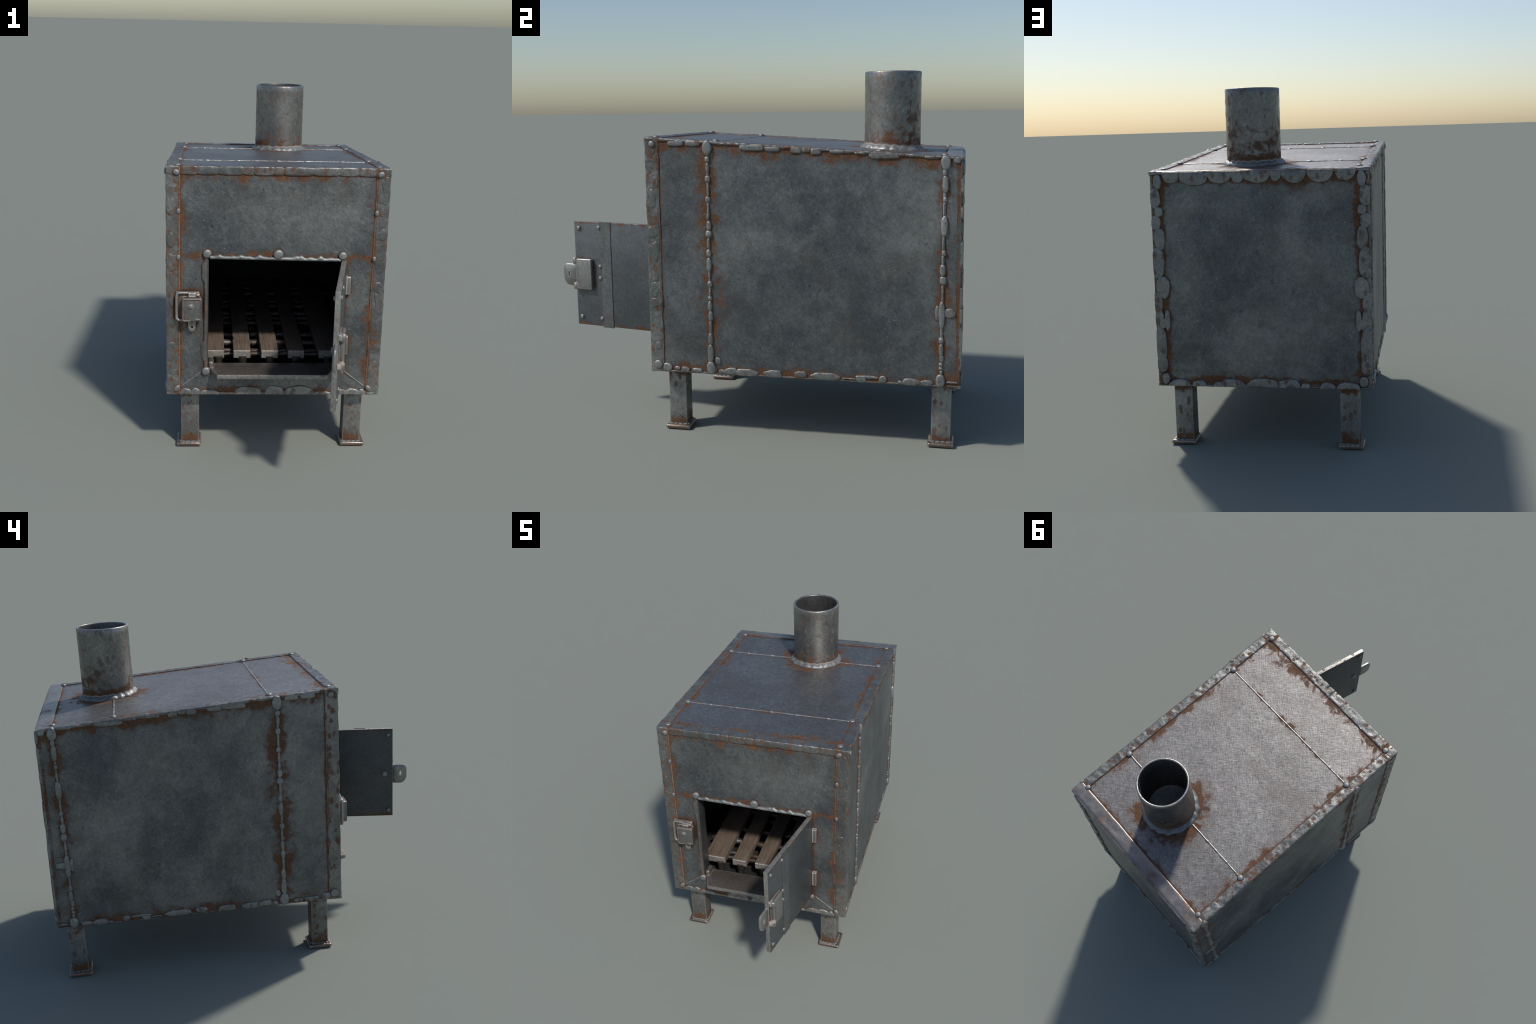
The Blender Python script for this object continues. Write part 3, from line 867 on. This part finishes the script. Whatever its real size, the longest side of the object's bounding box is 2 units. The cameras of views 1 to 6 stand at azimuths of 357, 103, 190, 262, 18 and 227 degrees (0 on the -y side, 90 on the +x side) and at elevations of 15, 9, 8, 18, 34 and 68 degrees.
# ------------------------------------------------------------------ grate
rails = Geo()
soft_box(rails, (-.47, .90, .395), (.47, .93, .425), 0.004)
soft_box(rails, (-.47, .30, .385), (.47, .33, .415), 0.004)
grate = add("grate", rails.mesh("grate", [M_rod]), stove)
slats = [(-.356, -.233), (-.188, -.104), (-.053, .031), (.079, .159), (.230, .352)]
for k, (x0, x1) in enumerate(slats):
    g = Geo()
    m = 150
    rings = []
    for i in range(m + 1):
        y = -0.300 + 1.235 * i / m
        nick0 = 0.0016 * noise.noise(V((y * 22, k * 3.1, 0))) - 0.006 * math.exp(-((y - (-.24 + .3 * ((k * 7) % 5) / 5)) / 0.016) ** 2) * (k % 2)
        nick1 = 0.0016 * noise.noise(V((y * 22, k * 3.1 + 9, 0))) - 0.010 * math.exp(-((y - (.12 + .05 * k)) / 0.022) ** 2) * (k in (1, 2, 3))
        a, b = x0 - nick0, x1 + nick1
        e = 0.003
        z1, z0 = .468, .428
        sh = 0.0 if 0 < i < m else e
        rings.append([(a + sh, y, z0 + e), (a + e, y, z0 + sh), (b - e, y, z0 + sh), (b - sh, y, z0 + e),
                      (b - sh, y, z1 - e), (b - e * .3 - sh, y, z1 - e * .3 - sh), (b - e, y, z1 - sh),
                      (a + e, y, z1 - sh), (a + e * .3 + sh, y, z1 - e * .3 - sh), (a + sh, y, z1 - e)])
        if i == 0:
            rings.append([(p[0] + (-e if p[0] < (a + b) / 2 else e) * 0, p[1] + 0.003, p[2]) for p in
                          [(a, y, z0 + e), (a + e, y, z0), (b - e, y, z0), (b, y, z0 + e), (b, y, z1 - e), (b - e * .3, y, z1 - e * .3),
                           (b - e, y, z1), (a + e, y, z1), (a + e * .3, y, z1 - e * .3), (a, y, z1 - e)]])
    g.loft(rings, cap0=True, cap1=True)
    add("grate_slat", g.mesh("grate_slat", [M_slat], 30), grate)
# rough cross rods under the slats
for k, (y, r) in enumerate(((-.232, .011), (-.190, .012), (-.075, .017), (.042, .016), (.225, .015), (.300, .012), (.382, .016), (.515, .015), (.600, .016),
                            (.640, .012), (.755, .015), (.866, .014))):
    g = Geo()
    path = [V((-.392 + .784 * i / 40, y + 0.010 * noise.noise(V((i * .35, k * 5.0, 0))), .424 + 0.006 * noise.noise(V((i * .4, k * 5.0, 7))))) for i in range(41)]
    rod(g, path, lambda t, r=r, k=k: r * (1 + .35 * noise.noise(V((t * 14, k * 3.0, 1)))) * min(1, .45 + 18 * min(t, 1 - t)) * (1.25 if t < .06 or t > .94 else 1), 10, wob=0.15, seed=k)
    add("grate_rod", g.mesh("grate_rod", [M_rod], 60), grate)
for k, x in enumerate((-.262, -.143, -.011, .120, .275)):
    g = Geo()
    rod(g, [(x, -.293 + .006 * math.sin(k), .33 + .11 * i / 8) for i in range(9)], lambda t: .024 - .006 * math.sin(t * math.pi), 14, up=V((0, 1, 0)), wob=0.1, seed=k * 4)
    add("grate_post", g.mesh("grate_post", [M_rod], 60), grate)
# lumps of slag between rods
lump = Geo()
for k in range(26):
    gap = rng.choice((-.21, -.078, .055, .195, -.40, .40))
    c = V((gap + rng.uniform(-.015, .015), rng.uniform(-.22, .85), rng.uniform(.405, .425)))
    rx, ry, rz = rng.uniform(.016, .03), rng.uniform(.014, .028), rng.uniform(.010, .016)
    rings = []
    for j in range(1, 7):
        ph = math.pi * j / 7
        rings.append([c + V((rx * math.sin(ph) * math.cos(t), ry * math.sin(ph) * math.sin(t), rz * math.cos(ph))) * (1 + .4 * noise.noise(V((math.cos(t) + k, math.sin(t), ph))))
                      for t in (2 * math.pi * q / 10 for q in range(10))])
    lump.loft(rings, cap0=True, cap1=True)
slag = add("slag", lump.mesh("slag", [M_rod], 35), grate)
slag["kind"] = "stuff"

# ------------------------------------------------------------------ door
DA = V((.2145, -.9215, 0)); DB = V((.312, -.432, 0))
ud = (DB - DA).normalized(); DL = (DB - DA).length
MD = frame(DA, ud, (0, 0, 1))         # x along the plate from the free edge, y up, z = outer face normal
DT = 0.0120
g = Geo()
soft_box(g, (0, .437, -DT), (DL, .966, DT), 0.0025, MD, mats=(1, 1, 0))
dm = g.mesh("door", [M_door, M_dooredge, M_doorin])
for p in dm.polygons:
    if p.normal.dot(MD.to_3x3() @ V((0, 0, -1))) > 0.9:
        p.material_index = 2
door = add("door", dm, stove)
M_doorstrip = steel("door_strip_steel", (0.135, 0.144, 0.150), (0.195, 0.205, 0.208), ao=0.8, ao_dist=0.012, metal=0.7, rough=0.44, bump=0.35, rust_bias=0.05)
# overlap strip, with a soft wavy edge
rings = []
for i in range(91):
    z = .432 + (.968 - .432) * i / 90
    a = .152 + .0008 * noise.noise(V((z * 30, 2, 0))); b = .2165 + .0022 * noise.noise(V((z * 16, 6, 0)))
    rings.append([MD @ V((x, z, DT + h)) for x, h in ((a, -.003), (a, .001), (a + .0015, .0022), (a + .006, .0022), ((a + b) / 2, .0022), (b - .006, .0026),
                                                      (b - .0025, .0034), (b - .0006, .0022), (b, -.003))])
g = Geo(); g.loft(rings, cap0=True, cap1=True)
add("door_strip", g.mesh("door_strip", [M_doorstrip], 50), door)
for u, z, r in ((.028, .933, .0115), (.147, .939, .0110), (.027, .478, .0115), (.148, .477, .0110), (.148, .743, .0105), (.147, .684, .0105)):
    rivet(door, MD @ V((u, z, DT - .001)), ud, (0, 0, 1), r, .009, name="door_bolt")
nin = MD.to_3x3() @ V((0, 0, -1))
for u, z, r in ((.027, .929, .0115), (.026, .473, .0115), (.048, .696, .0165)):
    rivet(door, MD @ V((u, z, -DT + .001)), -ud, (0, 0, 1), r, .010, name="door_bolt")
# lock case with two barrel knobs, and the hasp tab that sticks out past the free edge
g = Geo()
soft_box(g, (.012, .624, DT - .002), (.106, .780, DT + .023), 0.006, MD)
add("lock_case", g.mesh("lock_case", [M_fit]), door)
g = Geo()
for zc, hh in ((.768, .018), (.640, .017)):
    rod(g, [MD @ V((.010, zc - hh, DT + .017)), MD @ V((.010, zc - hh * .8, DT + .017)), MD @ V((.010, zc + hh * .8, DT + .017)), MD @ V((.010, zc + hh, DT + .017))],
        lambda t: .0125 if 0.05 < t < .95 else .009, 14, up=V((1, 0, 0)))
    soft_box(g, (-.004, zc - hh * .7, DT - .004), (.02, zc + hh * .7, DT + .012), 0.003, MD)
add("lock_knuckle", g.mesh("lock_knuckle", [M_fit], 50), door)


def plate_with_slot(geo, outer, hole, z0, z1, mx):
    """Flat plate: outer and hole outlines have the same number of points."""
    r = 0.0022
    def sc(o, k):
        c = V((sum(p[0] for p in o) / len(o), sum(p[1] for p in o) / len(o)))
        return [c + (V(p) - c) * k for p in o]
    oi = sc(outer, 0.95)
    seq = [(hole, z0), (oi, z0), (outer, z0 + r), (outer, z1 - r), (oi, z1), (hole, z1), (hole, z0)]
    geo.loft([[mx @ V((p[0], p[1], z)) for p in o] for o, z in seq])


N_ = 40
outer, hole = [], []
tc, hw, hh = V((-.036, .690)), .045, .056
for i in range(N_):
    a = 2 * math.pi * i / N_
    ca, sa = math.cos(a), math.sin(a)
    e = 4.5 if sa > 0 or ca > 0.3 else 2.4
    outer.append((tc.x + hw * math.copysign(abs(ca) ** (2 / e), ca), tc.y + hh * math.copysign(abs(sa) ** (2 / e), sa)))
    hole.append((tc.x - .010 + .0055 * ca, tc.y + .004 + .014 * math.copysign(abs(sa) ** .7, sa)))
g = Geo()
plate_with_slot(g, outer, hole, -.004, .008, MD)
add("hasp_tab", g.mesh("hasp_tab", [M_fit], 45), door)
# hinges on the front wall
for z0, z1 in ((.802, .888), (.506, .597)):
    g = Geo()
    soft_box(g, (.322, YF - .014, z0), (.345, YF + .008, z1), 0.0035)
    rod(g, [(.318, YF - .004, z0 + .004), (.318, YF - .004, z1 - .004)], .008, 12, up=V((1, 0, 0)))
    add("hinge", g.mesh("hinge", [M_fit], 50), door)

# ------------------------------------------------------------------ latch box on the front wall
mxl = frame((0, YF + 0.001, 0), (1, 0, 0), (0, 0, 1))       # z points out of the wall
g = Geo()
soft_box(g, (-.461, .674, -.004), (-.352, .812, .018), 0.008, mxl)
latch = add("latch_box", g.mesh("latch_box", [M_fit]), stove)


def bent(pts, rad, seg=5):
    """Round off the corners of a polyline."""
    out = [V(pts[0])]
    for a, b, c in zip(pts, pts[1:], pts[2:]):
        a, b, c = V(a), V(b), V(c)
        p, q = b + (a - b).normalized() * rad, b + (c - b).normalized() * rad
        for i in range(seg + 1):
            t = i / seg
            out.append(p * (1 - t) ** 2 + b * 2 * t * (1 - t) + q * t * t)
    out.append(V(pts[-1]))
    return out


g = Geo()
rod(g, [mxl @ p for p in bent([(-.406, .809, .022), (-.457, .809, .022), (-.457, .678, .022), (-.415, .678, .022)], .016)], .0062, 10, up=V((0, 1, 0)))
rod(g, [mxl @ V((-.402, .806, .026)), mxl @ V((-.370, .806, .026))], .0092, 14)
rod(g, [mxl @ V((-.402, .795, .028)), mxl @ V((-.370, .795, .028))], .0062, 12)
rod(g, [mxl @ V((-.366, .801, .026)), mxl @ V((-.351, .801, .026))], .0062, 12)
add("latch_hinge", g.mesh("latch_hinge", [M_fit], 50), latch)
g = Geo()
soft_box(g, (-.430, .680, .012), (-.342, .790, .050), 0.006, mxl)
add("latch_cover", g.mesh("latch_cover", [M_fit]), latch)
g = Geo()
rod(g, [mxl @ p for p in bent([(-.395, .683, .051), (-.427, .683, .051), (-.427, .787, .051), (-.345, .787, .051), (-.345, .690, .051), (-.372, .692, .051)], .007)], .0032, 8, up=V((0, 1, 0)))
add("latch_rim", g.mesh("latch_rim", [M_weld], 60), latch)
rivet(latch, mxl @ V((-.391, .752, .050)), (1, 0, 0), (0, 0, 1), .0115, .008)
outer, hole = [], []
for i in range(32):
    a = 2 * math.pi * i / 32
    ca, sa = math.cos(a), math.sin(a)
    e = 2.4 if sa < 0 else 6
    outer.append((-.3865 + .0175 * math.copysign(abs(ca) ** (2 / e), ca), .654 + .033 * math.copysign(abs(sa) ** (2 / e), sa)))
    hole.append((-.3865 + .0062 * ca, .643 + .0062 * sa))
g = Geo()
plate_with_slot(g, outer, hole, .006, .022, mxl)
add("latch_tab", g.mesh("latch_tab", [M_fit], 45), latch)

# ------------------------------------------------------------------ flue pipe
g = Geo()
seg = 72
zb = 1.290
prof = [(CH_R, zb, 0)] + [(CH_R + 0.0006 * math.sin(9 * t), zb + (CH_TOP - .004 - zb) * t / 14, 0) for t in range(1, 15)]
prof += [(CH_R - .0015, CH_TOP - .001, 0), (CH_R - .004, CH_TOP, 0), (CH_R - .0085, CH_TOP, 0), (CH_R - .0115, CH_TOP - .002, 0)]
prof_in = [(CH_R - .0115, CH_TOP - .002, 0), (CH_R - .0125, CH_TOP - .008, 0), (CH_R - .0125, 1.335, 0), (CH_R - .020, 1.329, 0), (0.02, 1.328, 0)]
def turn(pr, mat, cap=False):
    g.loft([[(CH.x + r * (1 + .004 * noise.noise(V((math.cos(a), math.sin(a), z * 3)))) * math.cos(a), CH.y + r * math.sin(a), z)
             for a in (2 * math.pi * i / seg for i in range(seg))] for r, z, _ in pr], mat=mat, cap1=cap)
turn(prof, 0)
turn(prof_in, 1, True)
chimney = add("flue_pipe", g.mesh("flue_pipe", [M_pipe, M_pipe_in], 50), stove)
# lumpy fillet weld round its foot
g = Geo()
rings = []
for i in range(180):
    a = 2 * math.pi * i / 180
    bump_ = abs(math.sin(a * 10 + 1.3 * noise.noise(V((math.cos(a) * 2, math.sin(a) * 2, 3)))))
    w = .0175 + .0040 * bump_ + .007 * noise.noise(V((math.cos(a) * 5, math.sin(a) * 5, 1)))
    hgt = .013 + .005 * bump_ + .003 * noise.noise(V((math.cos(a) * 7, math.sin(a) * 7, 5)))
    ring = []
    for r, h in ((-.006, -.015), (-.006, 1.25), (.0, 1.2), (.25, 1.02), (.55, .80), (.85, .50), (1.0, .15), (1.0, -.6)):
        rr = CH_R + (r * w if r >= 0 else r)
        x, y = CH.x + rr * math.cos(a), CH.y + rr * math.sin(a)
        ring.append((x, y, ztop(y) - INSET + h * hgt))
    rings.append(ring)
rings.append(rings[0])
g.loft(rings)
add("flue_weld", g.mesh("flue_weld", [M_weld], 60), chimney)

# ------------------------------------------------------------------ legs
g = Geo()
soft_box(g, (-.5, -.5, -.5), (.5, .5, .5), 0.34)
PEA = g.mesh("foot_weld", [M_weld], 60)
for sx in (1, -1):
    for y0, y1, fy0, fy1 in ((-.369, -.283, -.385, -.265), (.867, .955, .852, .969)):
        g = Geo()
        xa, xb = sorted((sx * .352, sx * .440))
        soft_box(g, (xa, y0, .012), (xb, y1, ZB + .012), 0.0045)
        leg = add("leg", g.mesh("leg", [M_leg]), stove)
        g = Geo()
        xf, xg = sorted((sx * .342, sx * .461))
        soft_box(g, (xf, fy0, 0.0), (xg, fy1, .0205), 0.0085)
        add("foot_plate", g.mesh("foot_plate", [M_foot], 60), leg)
        cx, cy = (xa + xb) / 2, (y0 + y1) / 2
        for side in range(4):
            for t in (-1.45, -.5, .5, 1.45):
                a = side * math.pi / 2
                off = V((math.cos(a), math.sin(a), 0)) * .0465 + V((-math.sin(a), math.cos(a), 0)) * (t * .0235)
                L = rng.uniform(.016, .022)
                m = Matrix.Translation(V((cx, cy, .0215)) + off) @ Matrix.Rotation(a, 4, "Z") @ Matrix.Diagonal((.010, L, .009, 1))
                add("foot_weld", PEA, leg, m)
